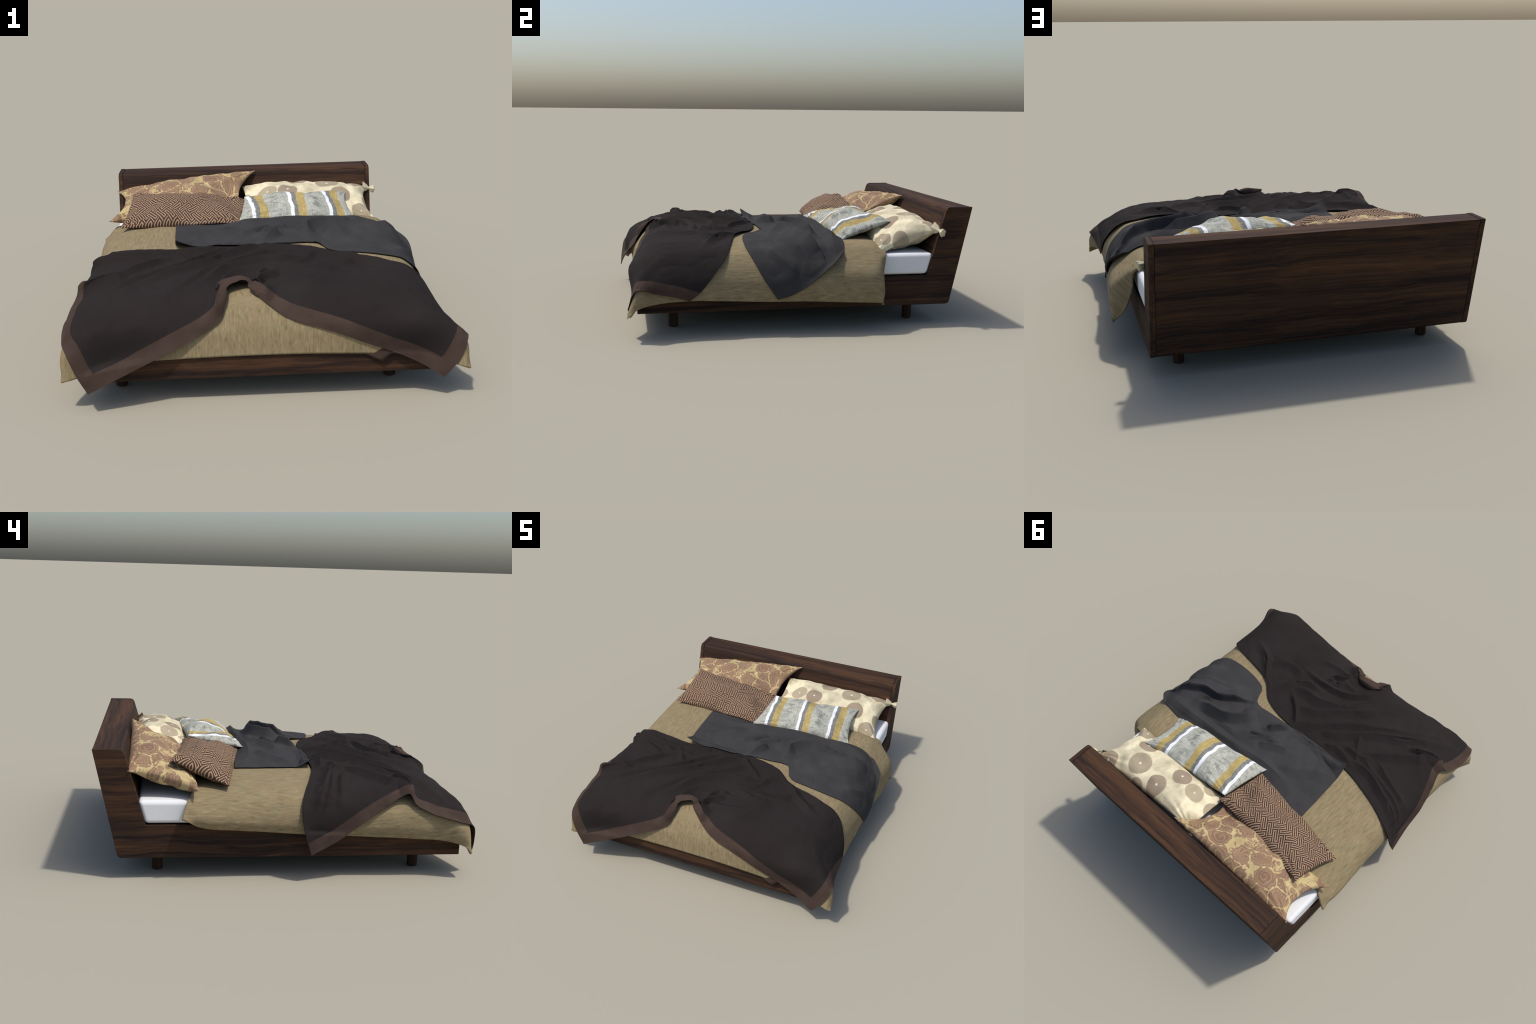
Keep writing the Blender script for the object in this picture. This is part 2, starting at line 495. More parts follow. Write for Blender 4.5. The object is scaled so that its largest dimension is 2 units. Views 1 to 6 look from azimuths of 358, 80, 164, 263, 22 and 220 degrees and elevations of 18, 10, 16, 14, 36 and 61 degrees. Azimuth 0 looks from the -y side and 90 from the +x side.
base = extrude_x("slat_base", [(0.70, 0.125), (0.70, 0.190), (YFRONT + 0.041, 0.190), (YFRONT + 0.041, 0.125)],
                 XL + PANEL + gap, XR - PANEL - gap, WOOD_X)

def leg(x, y, r=0.0275):
    n, prof = 40, [(0.0, 0.0), (r - 0.003, 0.0), (r, 0.003), (r + 0.0005, Z0 + 0.02), (0.0, Z0 + 0.02)]
    v, f = [], []
    for rr, z in prof:
        v += [(rr * math.cos(2 * math.pi * k / n), rr * math.sin(2 * math.pi * k / n), z) for k in range(n)]
    for j in range(len(prof) - 1):
        f += [(j * n + k, j * n + (k + 1) % n, (j + 1) * n + (k + 1) % n, (j + 1) * n + k) for k in range(n)]
    ob = at_bed(new_object("leg", v, f, WOOD_Z, angle=35))
    ob.location = (x, y, 0)
for x in (-0.666, 0.602):
    for y in (-0.707, 0.682):
        leg(x, y)

# ------------------------------------------------------------------ mattress
def mattress():
    """Box with rounded top rim; the head end leans back with the headboard."""
    x0, x1, zb, zt = XL + 0.006, XR - 0.003, 0.290, 0.412
    v = []
    for z in (zb, zt):
        yh = 0.704 + (z - 0.14) * 0.278
        v += [(x0, -0.820, z), (x1, -0.820, z), (x1, yh, z), (x0, yh, z)]
    f = [(3, 2, 1, 0), (4, 5, 6, 7), (0, 1, 5, 4), (1, 2, 6, 5), (2, 3, 7, 6), (3, 0, 4, 7)]
    ob = new_object("mattress", v, f, SHEET)
    bevel(ob, 0.024, 6)
    tag(ob, "plain white mattress with softly rounded edges", "mattress")
mattress()

# ------------------------------------------------------------------ duvet
# cross-section of the made bed: x and z from the left hem over the crown to the right hem
SECTION = [(-0.852, None), (-0.868, 0.5), (-0.850, 0.364), (-0.790, 0.424), (-0.640, 0.464), (-0.250, 0.482), (0.150, 0.485),
           (0.500, 0.474), (0.680, 0.450), (0.765, 0.403), (0.826, 0.322), (0.848, 0.5), (0.855, None)]

def duvet_row(y, left, right, dz=0.0, y_left=None, y_right=None, full=0.0, flare=(0.0, 0.0)):
    """One station along the bed: hem heights left and right, crown raised by dz."""
    row, n = [], len(SECTION)
    for i, (x, z) in enumerate(SECTION):
        w = 1 - min(1, min(i, n - 1 - i) / 4.0)
        hem, edge_y = (left, y_left) if i < n / 2 else (right, y_right)
        yy = y if edge_y is None else y + (edge_y - y) * w
        if z is None:
            zz = hem
        elif z == 0.5:
            zz = hem + 0.45 * ((0.368 if i < n / 2 else 0.325) - hem)
        else:
            zz = max(z + dz * (1 - w * 0.6), hem + 0.03)
        if 8 <= i <= 11:                      # the right flank is fuller towards the head
            x, zz = x + 0.018 * full, zz + 0.012 * full
        if min(i, n - 1 - i) <= 2:            # hanging part swings out
            x += -flare[0] if i < n / 2 else flare[1]
        row.append((x, yy, zz))
    return row

tuck = {0: (-0.888, 0.556, 0.338), 1: (-0.858, 0.548, 0.365), 2: (-0.826, 0.535, 0.405), 3: (-0.785, 0.515, 0.432),
        9: (0.775, 0.485, 0.412), 10: (0.785, 0.475, 0.320), 11: (0.825, 0.468, 0.210), 12: (0.885, 0.440, 0.152)}
cage = [[tuck.get(i, p) for i, p in enumerate(duvet_row(0.500, 0.345, 0.160, -0.010))],
        duvet_row(0.410, 0.285, 0.162, 0.002, 0.450, 0.420, 1.0, (0.010, 0.024)),
        duvet_row(0.200, 0.262, 0.172, 0.008, full=1.0, flare=(0.0, 0.016)),
        duvet_row(0.000, 0.246, 0.178, 0.006, full=0.8),
        duvet_row(-0.200, 0.236, 0.182, 0.002, full=0.4),
        duvet_row(-0.420, 0.226, 0.192, -0.002, flare=(0.004, 0.0)),
        duvet_row(-0.630, 0.216, 0.200, -0.004, flare=(0.010, 0.0))]
shoulder, mid, hem = (duvet_row(-0.800, 0.205, 0.190, -0.022, -0.790, -0.790, flare=(0.012, 0.0)), [], [])
n_col = len(SECTION)
corner_mid = {0: (-0.892, -0.900, 0.185), 1: (-0.897, -0.915, 0.240), 2: (-0.868, -0.930, 0.290), 3: (-0.800, -0.935, 0.335),
              9: (0.805, -0.905, 0.325), 10: (0.875, -0.910, 0.290), 11: (0.908, -0.905, 0.240), 12: (0.910, -0.895, 0.180)}
corner_hem = {0: (-0.896, -0.952, 0.146), 1: (-0.872, -0.960, 0.150), 2: (-0.835, -0.962, 0.160), 3: (-0.770, -0.945, 0.176),
              9: (0.790, -0.940, 0.170), 10: (0.850, -0.958, 0.156), 11: (0.890, -0.964, 0.146), 12: (0.917, -0.957, 0.140)}
for i, (x, z) in enumerate(SECTION):
    mid.append(corner_mid.get(i, (x, -0.882 - 0.040 * (abs(x + 0.08) / 0.6) ** 1.5, 0.360)))
    hem.append(corner_hem.get(i, (x, -0.917 - 0.006 * (abs(x) / 0.7) ** 2, 0.208 + 0.03 * math.exp(-((x + 0.05) / 0.2) ** 2))))
cage += [shoulder, mid, hem]
NU, NV = 150, 150
D = cage_surface(cage, NU, NV)
ND = grid_normals(D)
if ND[NV // 2, NU // 2, 2] < 0:
    ND = -ND
lump = noise_field(D, (4.5, 4.0, 4.5), 1) * 0.006 + noise_field(D, (11, 9, 11), 2) * 0.003
# soft pulls at the hanging corners
vv, uu = np.meshgrid(np.linspace(0, 1, NV), np.linspace(0, 1, NU), indexing="ij")
D = D + ND * (lump * np.clip((1 - vv) * 8, 0, 1))[..., None]
Dfaces = grid_faces(NU, NV)
duvet_bvh = BVHTree.FromPolygons([tuple(p) for p in D.reshape(-1, 3)], Dfaces)

def cloth(name, P, mat, thick, parent=None, offset=-1):
    nv, nu = P.shape[:2]
    ob = new_object(name, P.reshape(-1, 3), grid_faces(nu, nv), mat, parent)
    n = grid_normals(P)[nv // 2, nu // 2]
    if n[2] < 0:
        ob.data.flip_normals()
    m = ob.modifiers.new("thickness", "SOLIDIFY")
    m.thickness, m.offset = thick, offset
    apply_modifiers(ob)
    return ob

duvet = cloth("duvet", D, DUVET, 0.012)
tag(duvet, "straw coloured slub weave duvet draped over the bed", "duvet")

# ------------------------------------------------------------------ cloths laid over the duvet
def spine_ray(p):
    """Start inside the bed and direction outward through p."""
    s = Vector((min(max(p[0], -0.55), 0.55), min(max(p[1], -0.55), 0.45), 0.10))
    d = Vector(p) - s
    return s, d

def lay_over(P, bvh, clear, hang=0.0):
    """Push every point of a cloth grid outward until it lies clear of the surface below;
    with hang > 0, points that float above it also sink onto it, but for that far from the cloth's edges."""
    out = P.copy()
    lift = np.zeros(P.shape[:2])
    nv, nu = P.shape[:2]
    ev = np.minimum(np.arange(nv), nv - 1 - np.arange(nv))[:, None] / nv
    eu = np.minimum(np.arange(nu), nu - 1 - np.arange(nu))[None, :] / nu
    near = np.clip(1 - np.minimum(ev, eu) / hang, 0, 1) ** 2 if hang else np.ones((nv, nu))
    for idx in np.ndindex(P.shape[:2]):
        p = P[idx]
        s, d = spine_ray(p)
        r = d.length
        d.normalize()
        hit = bvh.ray_cast(s, d, 3.0)
        if hit[0] is not None:
            need = hit[3] + clear
            new = need if need > r else need + (r - need) * near[idx]
            out[idx] = np.array(s + d * new)
            lift[idx] = new - r
    return out, lift

def coons(bottom, top, left, right):
    """Coons patch: bottom/top run along u (nu), left/right along v (nv); v=0 is bottom."""
    nu, nv = len(bottom), len(left)
    u = np.linspace(0, 1, nu)[None, :, None]
    v = np.linspace(0, 1, nv)[:, None, None]
    ruled_v = (1 - v) * bottom[None] + v * top[None]
    ruled_u = (1 - u) * left[:, None] + u * right[:, None]
    bil = (1 - v) * ((1 - u) * bottom[0] + u * bottom[-1]) + v * ((1 - u) * top[0] + u * top[-1])
    return ruled_v + ruled_u - bil

def edge_lengths(P, axis):
    d = np.linalg.norm(np.diff(P, axis=axis), axis=-1)
    z = np.zeros_like(np.take(d, [0], axis=axis))
    return np.concatenate([z, np.cumsum(d, axis=axis)], axis=axis)

def smooth_grid(P, k, keep_edges=True):
    for _ in range(k):
        Q = P.copy()
        Q[1:-1, 1:-1] = 0.5 * P[1:-1, 1:-1] + 0.125 * (P[:-2, 1:-1] + P[2:, 1:-1] + P[1:-1, :-2] + P[1:-1, 2:])
        P = Q
    return P

# --- dark blanket with a bound edge on three sides
back = [(-0.912, -0.098, 0.148), (-0.896, -0.062, 0.290), (-0.868, -0.052, 0.400), (-0.790, -0.070, 0.455), (-0.600, -0.130, 0.485),
        (-0.410, -0.170, 0.500), (-0.150, -0.165, 0.505), (0.100, -0.170, 0.505), (0.275, -0.215, 0.500), (0.395, -0.320, 0.495),
        (0.550, -0.365, 0.490), (0.680, -0.395, 0.475), (0.780, -0.435, 0.430), (0.840, -0.510, 0.340), (0.862, -0.577, 0.264), (0.862, -0.633, 0.200)]
front = [(-0.773, -0.998, 0.104), (-0.610, -0.980, 0.179), (-0.404, -0.945, 0.269), (-0.213, -0.895, 0.361), (-0.165, -0.850, 0.440),
         (-0.155, -0.800, 0.492), (-0.112, -0.772, 0.505), (-0.070, -0.772, 0.505), (-0.035, -0.805, 0.470), (0.040, -0.845, 0.410), (0.138, -0.872, 0.354), (0.351, -0.880, 0.281),
         (0.569, -0.930, 0.219), (0.692, -0.945, 0.164), (0.799, -0.964, 0.099)]
left = [(-0.912, -0.098, 0.148), (-0.895, -0.243, 0.224), (-0.893, -0.362, 0.314), (-0.872, -0.480, 0.390), (-0.842, -0.590, 0.440), (-0.868, -0.660, 0.385),
        (-0.892, -0.771, 0.342), (-0.888, -0.890, 0.310), (-0.858, -0.966, 0.277), (-0.820, -0.988, 0.190), (-0.773, -0.998, 0.104)]
right = [(0.862, -0.633, 0.200), (0.874, -0.720, 0.228), (0.886, -0.809, 0.250), (0.903, -0.880, 0.272), (0.902, -0.925, 0.262), (0.870, -0.955, 0.190), (0.799, -0.964, 0.099)]
BU, BV = 420, 240
back = [back[0]] + [(x, y, z - 0.02) for x, y, z in back[1:-1]] + [back[-1]]
B = coons(edge_curve(back, BU), edge_curve(front, BU), edge_curve(left, BV), edge_curve(right, BV))
B, lift = lay_over(B, duvet_bvh, 0.009, 0.12)
B = smooth_grid(B, 12)
B, _ = lay_over(B, duvet_bvh, 0.005)
# creased folds on the top of the blanket, drawn in plan: points, height, width left and right
BLANKET_FOLDS = [
    ([(0.24, -0.40), (0.12, -0.43), (0.014, -0.44), (-0.149, -0.532), (-0.302, -0.748)], 0.034, 0.035, 0.060),
    ([(0.12, -0.30), (0.003, -0.351), (-0.17, -0.507), (-0.251, -0.576), (-0.427, -0.800)], 0.030, 0.032, 0.055),
    ([(0.04, -0.21), (-0.072, -0.267), (-0.235, -0.431), (-0.406, -0.552), (-0.695, -0.776)], 0.036, 0.034, 0.060),
    ([(-0.12, -0.25), (-0.203, -0.308), (-0.392, -0.487), (-0.562, -0.608), (-0.785, -0.795)], 0.034, 0.030, 0.055),
    ([(0.347, -0.509), (0.305, -0.643), (0.172, -0.808)], 0.014, 0.060, 0.090),
    ([(0.64, -0.530), (0.503, -0.453), (0.419, -0.347), (0.283, -0.235)], 0.032, 0.036, 0.050),
    ([(0.112, -0.605), (0.015, -0.625), (-0.021, -0.750)], 0.032, 0.026, 0.050),
    ([(0.008, -0.65), (-0.106, -0.65)], 0.022, 0.028, 0.034),
    ([(-0.400, -0.30), (-0.57, -0.449), (-0.66, -0.534), (-0.753, -0.598)], 0.036, 0.030, 0.055),
    ([(-0.38, -0.238), (-0.522, -0.249), (-0.697, -0.195), (-0.811, -0.149), (-0.870, -0.10)], 0.028, 0.032, 0.045),
    ([(-0.462, -0.322), (-0.529, -0.272), (-0.755, -0.219), (-0.880, -0.150)], 0.028, 0.028, 0.050),
    ([(-0.529, -0.353), (-0.691, -0.282), (-0.82, -0.26)], 0.026, 0.028, 0.045),
    ([(-0.19, -0.78), (-0.15, -0.66), (-0.05, -0.58), (0.12, -0.55), (0.28, -0.56)], 0.032, 0.034, 0.040),
    ([(-0.03, -0.77), (0.02, -0.68), (0.10, -0.64)], 0.036, 0.030, 0.026),
    ([(-0.03, -0.70), (0.10, -0.72), (0.24, -0.69)], 0.016, 0.035, 0.035),
    ([(-0.30, -0.30), (-0.42, -0.30), (-0.52, -0.34)], 0.020, 0.026, 0.035),
    ([(0.02, -0.19), (0.10, -0.28), (0.20, -0.36)], 0.028, 0.026, 0.036),
    ([(0.30, -0.30), (0.20, -0.48), (0.05, -0.50)], 0.024, 0.030, 0.045),
    ([(0.48, -0.42), (0.38, -0.52), (0.22, -0.52)], 0.020, 0.035, 0.050),
    ([(-0.45, -0.22), (-0.36, -0.36), (-0.30, -0.46)], 0.018, 0.028, 0.040),
    ([(-0.20, -0.20), (-0.28, -0.24), (-0.42, -0.22)], 0.024, 0.028, 0.036),
    ([(-0.86, -0.60), (-0.74, -0.605), (-0.60, -0.56)], 0.055, 0.045, 0.060),
    # short pinched creases
    ([(-0.165, -0.385), (-0.215, -0.425)], -0.016, 0.011, 0.011), ([(-0.245, -0.370), (-0.285, -0.395)], -0.015, 0.013, 0.013),
    ([(-0.49, -0.545), (-0.60, -0.625)], -0.013, 0.011, 0.011), ([(0.41, -0.34), (0.33, -0.27)], -0.016, 0.013, 0.013),
    ([(0.535, -0.46), (0.50, -0.43)], -0.013, 0.011, 0.011), ([(0.255, -0.435), (0.215, -0.445)], -0.015, 0.011, 0.011),
    ([(-0.735, -0.185), (-0.800, -0.145)], -0.013, 0.011, 0.011), ([(-0.01, -0.745), (0.05, -0.690)], -0.022, 0.015, 0.015),
    ([(0.06, -0.615), (0.02, -0.60)], -0.013, 0.011, 0.011), ([(-0.66, -0.55), (-0.70, -0.575)], -0.012, 0.011, 0.011),
]
# the border stands up around the notch at the foot
def raise_notch(P):
    xy = P[..., :2]
    r, s, al = line_distance(xy, [(-0.20, -0.86), (-0.175, -0.775), (-0.10, -0.750), (-0.03, -0.765), (0.02, -0.80)])
    return 0.030 * np.clip(1 - r / 0.045, 0, 1) ** 1.2
NB = grid_normals(B)
if NB[BV // 2, BU // 2, 2] < 0:
    NB = -NB
top = np.clip((NB[..., 2] - 0.25) / 0.4, 0, 1)
h = fold_height(B[..., :2], BLANKET_FOLDS) * top + raise_notch(B) * np.clip(NB[..., 2] * 1.5, 0.3, 1)
crease = np.abs(noise_field(B, (7, 7, 7), 5)) * 0.010 + np.abs(noise_field(B, (15, 15, 15), 6)) * 0.004
def edge_fade(P, w):
    a, b = edge_lengths(P, 1), edge_lengths(P, 0)
    d = np.minimum(np.minimum(a, a[:, -1:] - a), np.minimum(b, b[-1:] - b))
    return np.clip(d / w, 0, 1)
h = h * (0.35 + 0.65 * np.clip(edge_lengths(B, 0) / 0.05, 0, 1))
B = B + NB * (h + crease * (0.25 + 0.75 * top))[..., None]

B, _ = lay_over(B, duvet_bvh, 0.005)
blanket = empty("blanket", (0.0, -0.55, 0.5))
tag(blanket, "dark brown blanket with lighter brown bound edge", "blanket")
def split_cloth(P, mask, names, mats, thick, parent):
    """One draped cloth cut into body and binding; both keep the whole cloth's normals."""
    nv, nu = P.shape[:2]
    V = P.reshape(-1, 3)
    N = grid_normals(P).reshape(-1, 3)
    if N[len(N) // 2, 2] < 0:
        N = -N
    F = grid_faces(nu, nv)
    fm = mask[:-1, :-1].reshape(-1)
    for which, name, mat in ((False, names[0], mats[0]), (True, names[1], mats[1])):
        fs = [f for f, m in zip(F, fm) if bool(m) == which]
        used = sorted({i for f in fs for i in f})
        re = {o: k for k, o in enumerate(used)}
        n = len(used)
        T, U = V[used], V[used] - N[used] * thick
        faces = [tuple(re[i] for i in f) for f in fs]
        # orientation
        a, b, c = (T[faces[0][k]] for k in (0, 1, 2))
        if np.dot(np.cross(b - a, c - a), N[used[faces[0][0]]]) < 0:
            faces = [f[::-1] for f in faces]
        edges = {}
        for f in faces:
            for k in range(4):
                e = (f[k], f[(k + 1) % 4])
                edges[e] = edges.get(e, 0) + 1
        rim = [e for e in edges if (e[1], e[0]) not in edges]
        allf = faces + [tuple(i + n for i in f[::-1]) for f in faces] + [(e[1], e[0], e[0] + n, e[1] + n) for e in rim]
        ob = new_object(name, np.vstack([T, U]), allf, mat)
        ob.parent = parent
        ob.matrix_parent_inverse = Matrix.Translation(-parent.location)
        ob.data.normals_split_custom_set_from_vertices([tuple(x) for x in np.vstack([N[used], -N[used]])])

TRIM_W, K = 0.066, 14
def resample(P, axis, start):
    """Re-space a grid so that the last K rows (and the first K if start) make an even band."""
    Q = np.moveaxis(P, axis, 0)
    L = np.moveaxis(edge_lengths(P, axis), axis, 0)
    n = len(Q)
    out = np.empty_like(Q)
    for c in range(Q.shape[1]):
        l, total = L[:, c], L[-1, c]
        a = TRIM_W if start else 0.0
        m = n - K - (K if start else 0)
        t = np.concatenate(([np.linspace(0, a, K, endpoint=False)] if start else []) +
                           [np.linspace(a, total - TRIM_W, m, endpoint=False), np.linspace(total - TRIM_W, total, K)])
        for k in range(3):
            out[:, c, k] = np.interp(t, l, Q[:, c, k])
    return np.moveaxis(out, 0, axis)
B = resample(resample(B, 0, False), 1, True)
mask = np.zeros(B.shape[:2], bool)
mask[:, :K], mask[:, -K - 1:], mask[-K - 1:, :] = True, True, True
split_cloth(B, mask, ("blanket_cloth", "blanket_binding"), (BLANKET, TRIM), 0.004, blanket)
blanket_bvh = BVHTree.FromPolygons([tuple(p) for p in np.vstack([B.reshape(-1, 3)])], grid_faces(BU, BV))

# a turned-under corner of the binding shows below the border at the foot
fa, fb, fc = (np.array(p) for p in ((0.20, -0.884, 0.318), (0.526, -0.926, 0.170), (0.572, -0.928, 0.216)))
fd = np.array((0.40, -0.905, 0.300))
uu2, vv2 = np.meshgrid(np.linspace(0, 1, 16), np.linspace(0, 1, 8))
uu2, vv2 = uu2[..., None], vv2[..., None]
flap = (1 - vv2) * ((1 - uu2) * fa + uu2 * fb) + vv2 * ((1 - uu2) * fd + uu2 * fc)
flap_ob = cloth("blanket_binding", flap, TRIM, 0.003)
flap_ob.parent = blanket
flap_ob.matrix_parent_inverse = Matrix.Translation(-blanket.location)

# --- charcoal throw
t_back = [(-0.438, 0.263, 0.500), (-0.250, 0.245, 0.512), (-0.070, 0.240, 0.520), (0.150, 0.240, 0.525), (0.400, 0.260, 0.520),
          (0.600, 0.270, 0.500), (0.740, 0.245, 0.470), (0.800, 0.227, 0.440)]
t_right = [(0.800, 0.227, 0.440), (0.868, 0.156, 0.385), (0.878, 0.037, 0.285), (0.878, -0.065, 0.223), (0.869, -0.153, 0.195)]
t_front = [(-0.414, -0.178, 0.520), (-0.255, -0.175, 0.515), (-0.100, -0.175, 0.512), (0.040, -0.160, 0.510), (0.180, -0.150, 0.505), (0.310, -0.150, 0.500),
           (0.370, -0.255, 0.496), (0.460, -0.290, 0.494), (0.600, -0.305, 0.488), (0.720, -0.300, 0.465), (0.812, -0.262, 0.400), (0.858, -0.215, 0.310), (0.869, -0.153, 0.195)]
t_left = [(-0.438, 0.263, 0.500), (-0.432, 0.100, 0.505), (-0.424, -0.060, 0.510), (-0.414, -0.178, 0.520)]
TU, TV = 320, 170
t_left, t_back = ([(x, y, z - 0.022) for x, y, z in c] for c in (t_left, t_back))
t_left[-1] = t_front[0]
t_back[-1] = t_right[0]
t_front = [t_front[0]] + [(x, y, z - 0.02) for x, y, z in t_front[1:-1]] + [t_front[-1]]
T = coons(edge_curve(t_back, TU), edge_curve(t_front, TU), edge_curve(t_left, TV), edge_curve(t_right, TV))
T, _ = lay_over(T, duvet_bvh, 0.009, 0.12)
T = smooth_grid(T, 10)
T, _ = lay_over(T, duvet_bvh, 0.005)
T, _ = lay_over(T, blanket_bvh, 0.006)
T = smooth_grid(T, 3)
THROW_FOLDS = [
    ([(0.80, 0.110), (0.70, 0.060), (0.615, 0.010), (0.504, -0.002), (0.42, -0.059), (0.316, -0.135)], 0.062, 0.130, 0.016),
    ([(0.600, 0.100), (0.469, 0.094), (0.351, 0.063), (0.281, -0.007), (0.276, -0.090)], 0.060, 0.050, 0.050),
    ([(0.74, 0.190), (0.60, 0.205), (0.45, 0.200), (0.25, 0.195), (0.08, 0.175), (-0.10, 0.155), (-0.24, 0.17)], 0.036, 0.050, 0.070),
    ([(0.13, -0.03), (0.078, -0.10), (0.026, -0.165)], 0.048, 0.036, 0.030),
    ([(0.190, 0.060), (0.11, 0.021), (0.02, -0.02)], 0.030, 0.024, 0.050),
    ([(0.100, 0.080), (0.006, 0.02), (-0.10, -0.02)], 0.028, 0.024, 0.050),
    ([(0.026, -0.150), (-0.141, -0.165), (-0.255, -0.150), (-0.347, -0.150), (-0.41, -0.165)], 0.026, 0.050, 0.040),
    ([(0.82, 0.02), (0.70, -0.06), (0.56, -0.10), (0.44, -0.16)], 0.026, 0.045, 0.070),
    ([(0.86, -0.02), (0.80, -0.12), (0.72, -0.20)], 0.016, 0.035, 0.050),
    ([(-0.10, 0.13), (-0.24, 0.02), (-0.36, -0.06)], 0.020, 0.045, 0.060),
    ([(-0.204, -0.149), (-0.332, -0.107), (-0.433, -0.085)], -0.012, 0.018, 0.018),
    ([(0.171, 0.070), (0.12, 0.035)], -0.012, 0.012, 0.012),
    ([(0.067, 0.040), (0.006, 0.00)], -0.016, 0.014, 0.014),
    ([(0.66, 0.10), (0.58, 0.055), (0.52, 0.045)], -0.020, 0.022, 0.022),
    ([(0.559, 0.145), (0.453, 0.155), (0.318, 0.146), (0.222, 0.145), (0.108, 0.114)], -0.012, 0.030, 0.030),
]
NT = grid_normals(T)
if NT[TV // 2, TU // 2, 2] < 0:
    NT = -NT
topT = np.clip((NT[..., 2] - 0.1) / 0.5, 0.2, 1)
bunch = 0.022 * np.exp(-(((T[..., 0] - 0.30) / 0.30) ** 2 + ((T[..., 1] - 0.02) / 0.15) ** 2))
h = (fold_height(T[..., :2], THROW_FOLDS) + bunch) * topT + np.abs(noise_field(T, (8, 8, 8), 9)) * 0.010
T = T + NT * (h * (0.25 + 0.75 * edge_fade(T, 0.05)))[..., None]
T, _ = lay_over(T, duvet_bvh, 0.004)
T, _ = lay_over(T, blanket_bvh, 0.004)
# the free front corner curls up off the blanket
r = np.linalg.norm(T[..., :2] - np.array([-0.414, -0.178]), axis=-1)
T[..., 2] += 0.022 * np.clip(1 - r / 0.10, 0, 1) ** 1.5
throw = cloth("throw", T, THROW, 0.004)
tag(throw, "charcoal grey felt throw lying in loose folds", "throw blanket")

# ------------------------------------------------------------------ pillows
def pillow(name, bl, br, tr, tl, up, down, pinch, mat, label, seed, power=0.5, skew=(0.0, 0.0), dents=()):
    """Stuffed pillow between four corner points, edges drawn in between the corners."""
    C = [np.array(c, float) for c in (bl, br, tr, tl)]
    centre = sum(C) / 4
    ex = (C[1] + C[2] - C[0] - C[3])
    ex /= np.linalg.norm(ex)
    ey = (C[2] + C[3] - C[0] - C[1])
    ez = np.cross(ex, ey)
    ez /= np.linalg.norm(ez)
    ey = np.cross(ez, ex)
    M = np.stack([ex, ey, ez], 1)
    Lc = [(c - centre) @ M for c in C]
    nu, nv = 90, 60
    # denser towards the seams, where the cloth curves most
    s = np.sin(np.linspace(-1, 1, nu) * math.pi / 2)[None, :]
    t = np.sin(np.linspace(-1, 1, nv) * math.pi / 2)[:, None]
    s, t = np.broadcast_arrays(s, t)
    p_left, p_right, p_bottom, p_top = pinch          # how far each edge is drawn in between its two ears
    s2 = s * (1 - np.where(s < 0, p_left, p_right) * (1 - np.abs(t) ** 2.5) * np.abs(s) ** 2)
    t2 = t * (1 - np.where(t < 0, p_bottom, p_top) * (1 - np.abs(s) ** 5) * np.abs(t) ** 2)
    w = [(1 - s2) * (1 - t2) / 4, (1 + s2) * (1 - t2) / 4, (1 + s2) * (1 + t2) / 4, (1 - s2) * (1 + t2) / 4]
    P = sum(wi[..., None] * li for wi, li in zip(w, Lc))
    body = np.clip((1 - s ** 2) * (1 - t ** 2), 0, 1) ** power
    tilt = 1 + skew[0] * s + skew[1] * t
    edge_fade = np.clip(body * 2.5, 0, 1)
    layers = []
    for sign, H in ((1, up), (-1, down)):
        Q = P.copy()
        k = noise_field(Q, (7, 7, 7), seed + (0 if sign > 0 else 20)) * 0.022 + noise_field(Q, (17, 17, 17), seed + 3) * 0.011
        # gathers fan out from the corners
        corner = np.clip((np.abs(s) * np.abs(t)) * 1.4 - 0.25, 0, 1)
        a = np.arctan2(1 - np.abs(t), 1 - np.abs(s) + 1e-6)
        k = k + np.sin(a * 14 + seed) * 0.009 * corner
        dent = sum(d * np.exp(-(((s - a0) / ra) ** 2 + ((t - b0) / rb) ** 2)) for a0, b0, ra, rb, d in dents) if sign > 0 else 0.0
        Q[..., 2] += sign * ((H * tilt - dent) * body + k * edge_fade)
        layers.append(Q)
    seam = np.clip(1 - body * 6, 0, 1) * noise_field(P, (26, 26, 26), seed + 7) * 0.006
    for Q in layers:
        Q[..., 2] += seam
    V = np.concatenate([l.reshape(-1, 3) for l in layers])
    n = nu * nv
    F = grid_faces(nu, nv) + [tuple(i + n for i in f[::-1]) for f in grid_faces(nu, nv)]
    ob = new_object(name, V, F, mat)
    import bmesh
    bm = bmesh.new()
    bm.from_mesh(ob.data)
    bmesh.ops.remove_doubles(bm, verts=bm.verts, dist=1e-5)
    bmesh.ops.recalc_face_normals(bm, faces=bm.faces)
    bm.to_mesh(ob.data)
    bm.free()
    ob.matrix_world = Matrix.Translation(Vector(centre)) @ Matrix([[*M[i]] for i in range(3)]).to_4x4()
    tag(ob, label, "pillow")
    return ob

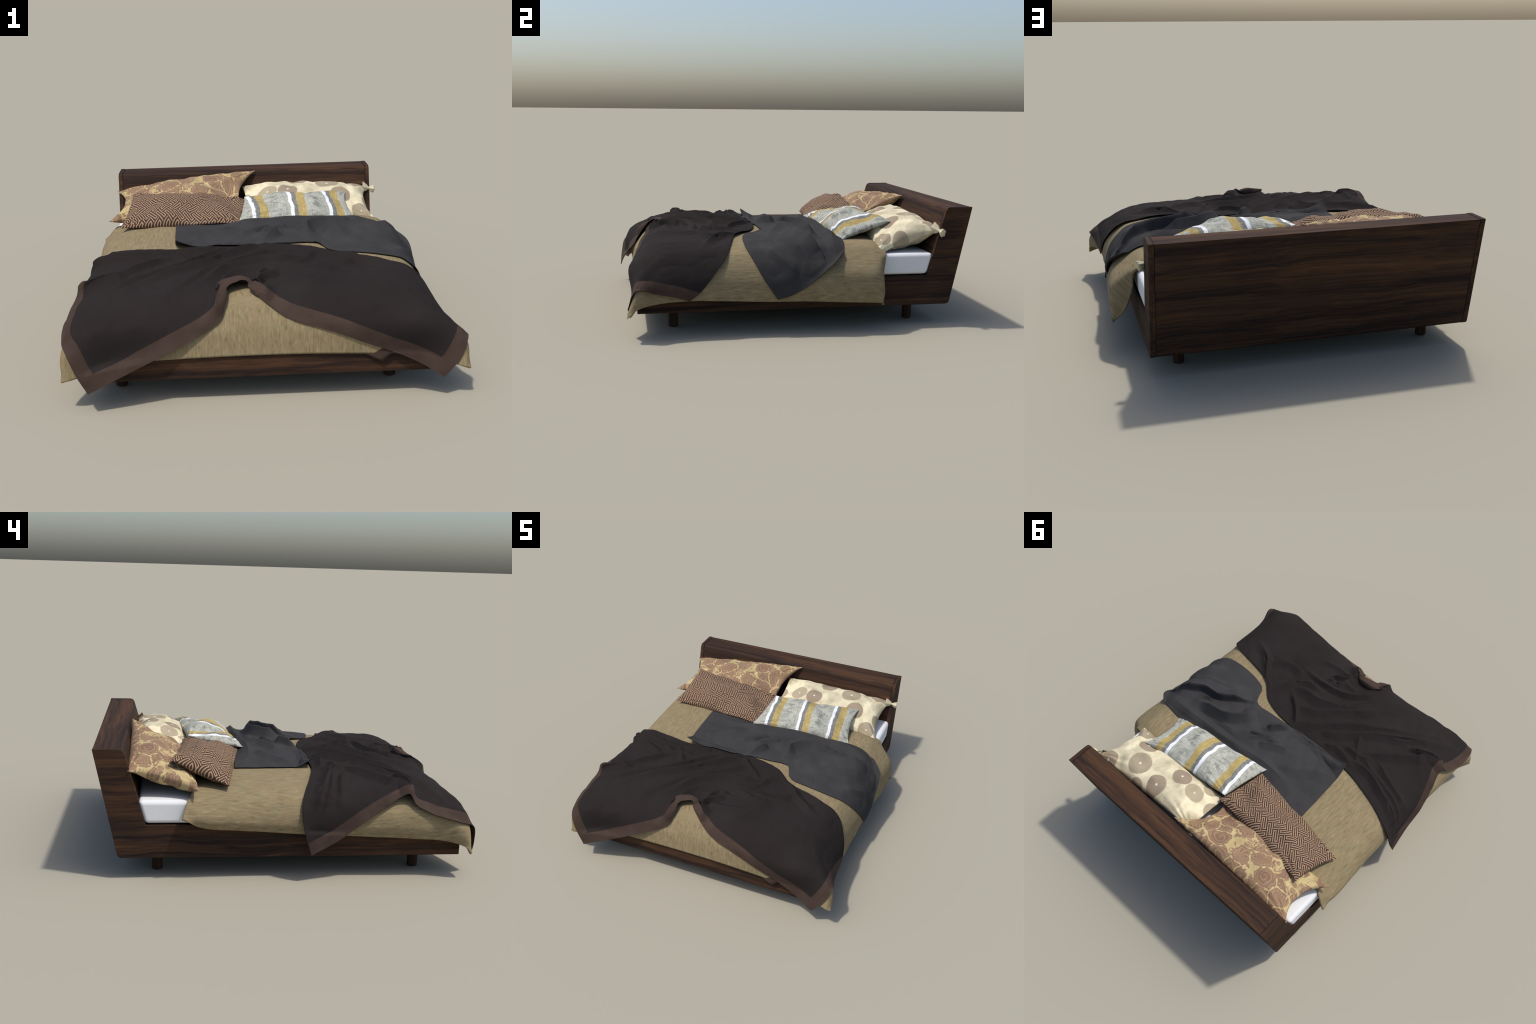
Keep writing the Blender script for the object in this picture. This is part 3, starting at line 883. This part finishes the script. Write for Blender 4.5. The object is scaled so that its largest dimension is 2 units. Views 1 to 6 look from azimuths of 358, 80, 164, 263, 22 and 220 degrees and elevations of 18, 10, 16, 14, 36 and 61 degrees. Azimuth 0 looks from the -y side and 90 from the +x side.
pillow("pillow", (-0.849, 0.474, 0.470), (-0.010, 0.480, 0.490), (0.038, 0.832, 0.672), (-0.834, 0.828, 0.567),
       0.080, 0.085, (0.17, 0.20, 0.06, 0.02), paisley_material(), "brown and straw paisley printed pillow", 31, dents=[(0.80, -0.1, 0.28, 0.9, 0.070), (0.1, 0.5, 0.3, 0.3, 0.015)])
DISCS = [(-0.214, 0.112, 0.060, 0.25, 0.1), (0.325, 0.068, 0.055, 0.22, 0.1), (-0.390, 0.104, 0.055, 0.22, 0.1), (0.010, 0.010, 0.055, 0.20, 0.1),
         (0.110, 0.090, 0.072, 0.85, 0.2), (-0.070, 0.118, 0.060, 0.92, 0.9), (-0.255, -0.017, 0.058, 0.72, 0.2), (-0.135, -0.028, 0.060, 0.95, 1.0),
         (0.310, -0.140, 0.060, 0.85, 0.4), (0.183, -0.042, 0.062, 0.92, 0.9), (0.292, 0.186, 0.060, 0.90, 0.8), (0.036, 0.206, 0.055, 0.85, 0.6),
         (-0.400, -0.030, 0.055, 0.75, 0.5), (0.375, -0.035, 0.058, 0.85, 0.3), (-0.294, -0.124, 0.050, 0.70, 0.5), (-0.02, -0.13, 0.055, 0.75, 0.5)]
disc_pillow = pillow("pillow", (-0.035, 0.500, 0.518), (0.752, 0.443, 0.412), (0.740, 0.822, 0.545), (-0.050, 0.798, 0.582),
       0.094, 0.080, (0.03, 0.12, 0.08, 0.03), disc_material(DISCS), "cream pillow printed with brown seed discs", 47, skew=(0.22, 0.0), dents=[(-0.90, 0.1, 0.20, 1.0, 0.020), (0.6, -0.5, 0.15, 0.3, 0.02)])
pillow("pillow", (-0.763, 0.314, 0.474), (-0.067, 0.213, 0.512), (-0.022, 0.538, 0.562), (-0.712, 0.617, 0.600),
       0.074, 0.050, (0.05, 0.03, 0.02, 0.05), fret_material(), "brown pillow with interlocking key fret print", 53, skew=(-0.15, 0.0), dents=[(0.75, 0.3, 0.25, 0.4, 0.02)])
pillow("pillow", (-0.082, 0.180, 0.528), (0.616, 0.256, 0.468), (0.571, 0.576, 0.576), (-0.042, 0.505, 0.585),
       0.072, 0.060, (0.02, 0.10, 0.05, 0.06), stripe_material(0.66), "grey pillow with white and mustard stripes", 61, dents=[(-0.75, 0.3, 0.3, 0.7, 0.025), (0.75, 0.2, 0.12, 0.5, 0.02)])
bpy.context.view_layer.update()

# the far corner of the cream pillow is gathered into a small tied ear
def tied_ear(start, end, parent, mat):
    a, b = Vector(start), Vector(end)
    ax = (b - a).normalized()
    e1 = ax.cross(Vector((0, 0, 1))).normalized()
    e2 = e1.cross(ax)
    prof = [(0.0, 0.034), (0.2, 0.027), (0.42, 0.018), (0.56, 0.0085), (0.62, 0.008), (0.72, 0.014), (0.86, 0.021), (1.0, 0.023), (1.0, 0.0)]
    n, v, f = 24, [], []
    for t, r in prof:
        for k in range(n):
            th = 2 * math.pi * k / n
            rr = r * (1 + 0.16 * math.sin(5 * th + 1))
            v.append(a + (b - a) * t + e1 * rr * 0.7 * math.cos(th) + e2 * rr * math.sin(th))
    for j in range(len(prof) - 1):
        f += [(j * n + k, j * n + (k + 1) % n, (j + 1) * n + (k + 1) % n, (j + 1) * n + k) for k in range(n)]
    inv = parent.matrix_world.inverted()
    ob = new_object("tied_corner", [inv @ p for p in v], f, mat)
    ob.parent = parent
tied_ear((0.700, 0.795, 0.552), (0.785, 0.818, 0.532), disc_pillow, disc_pillow.data.materials[0])
bpy.context.view_layer.update()
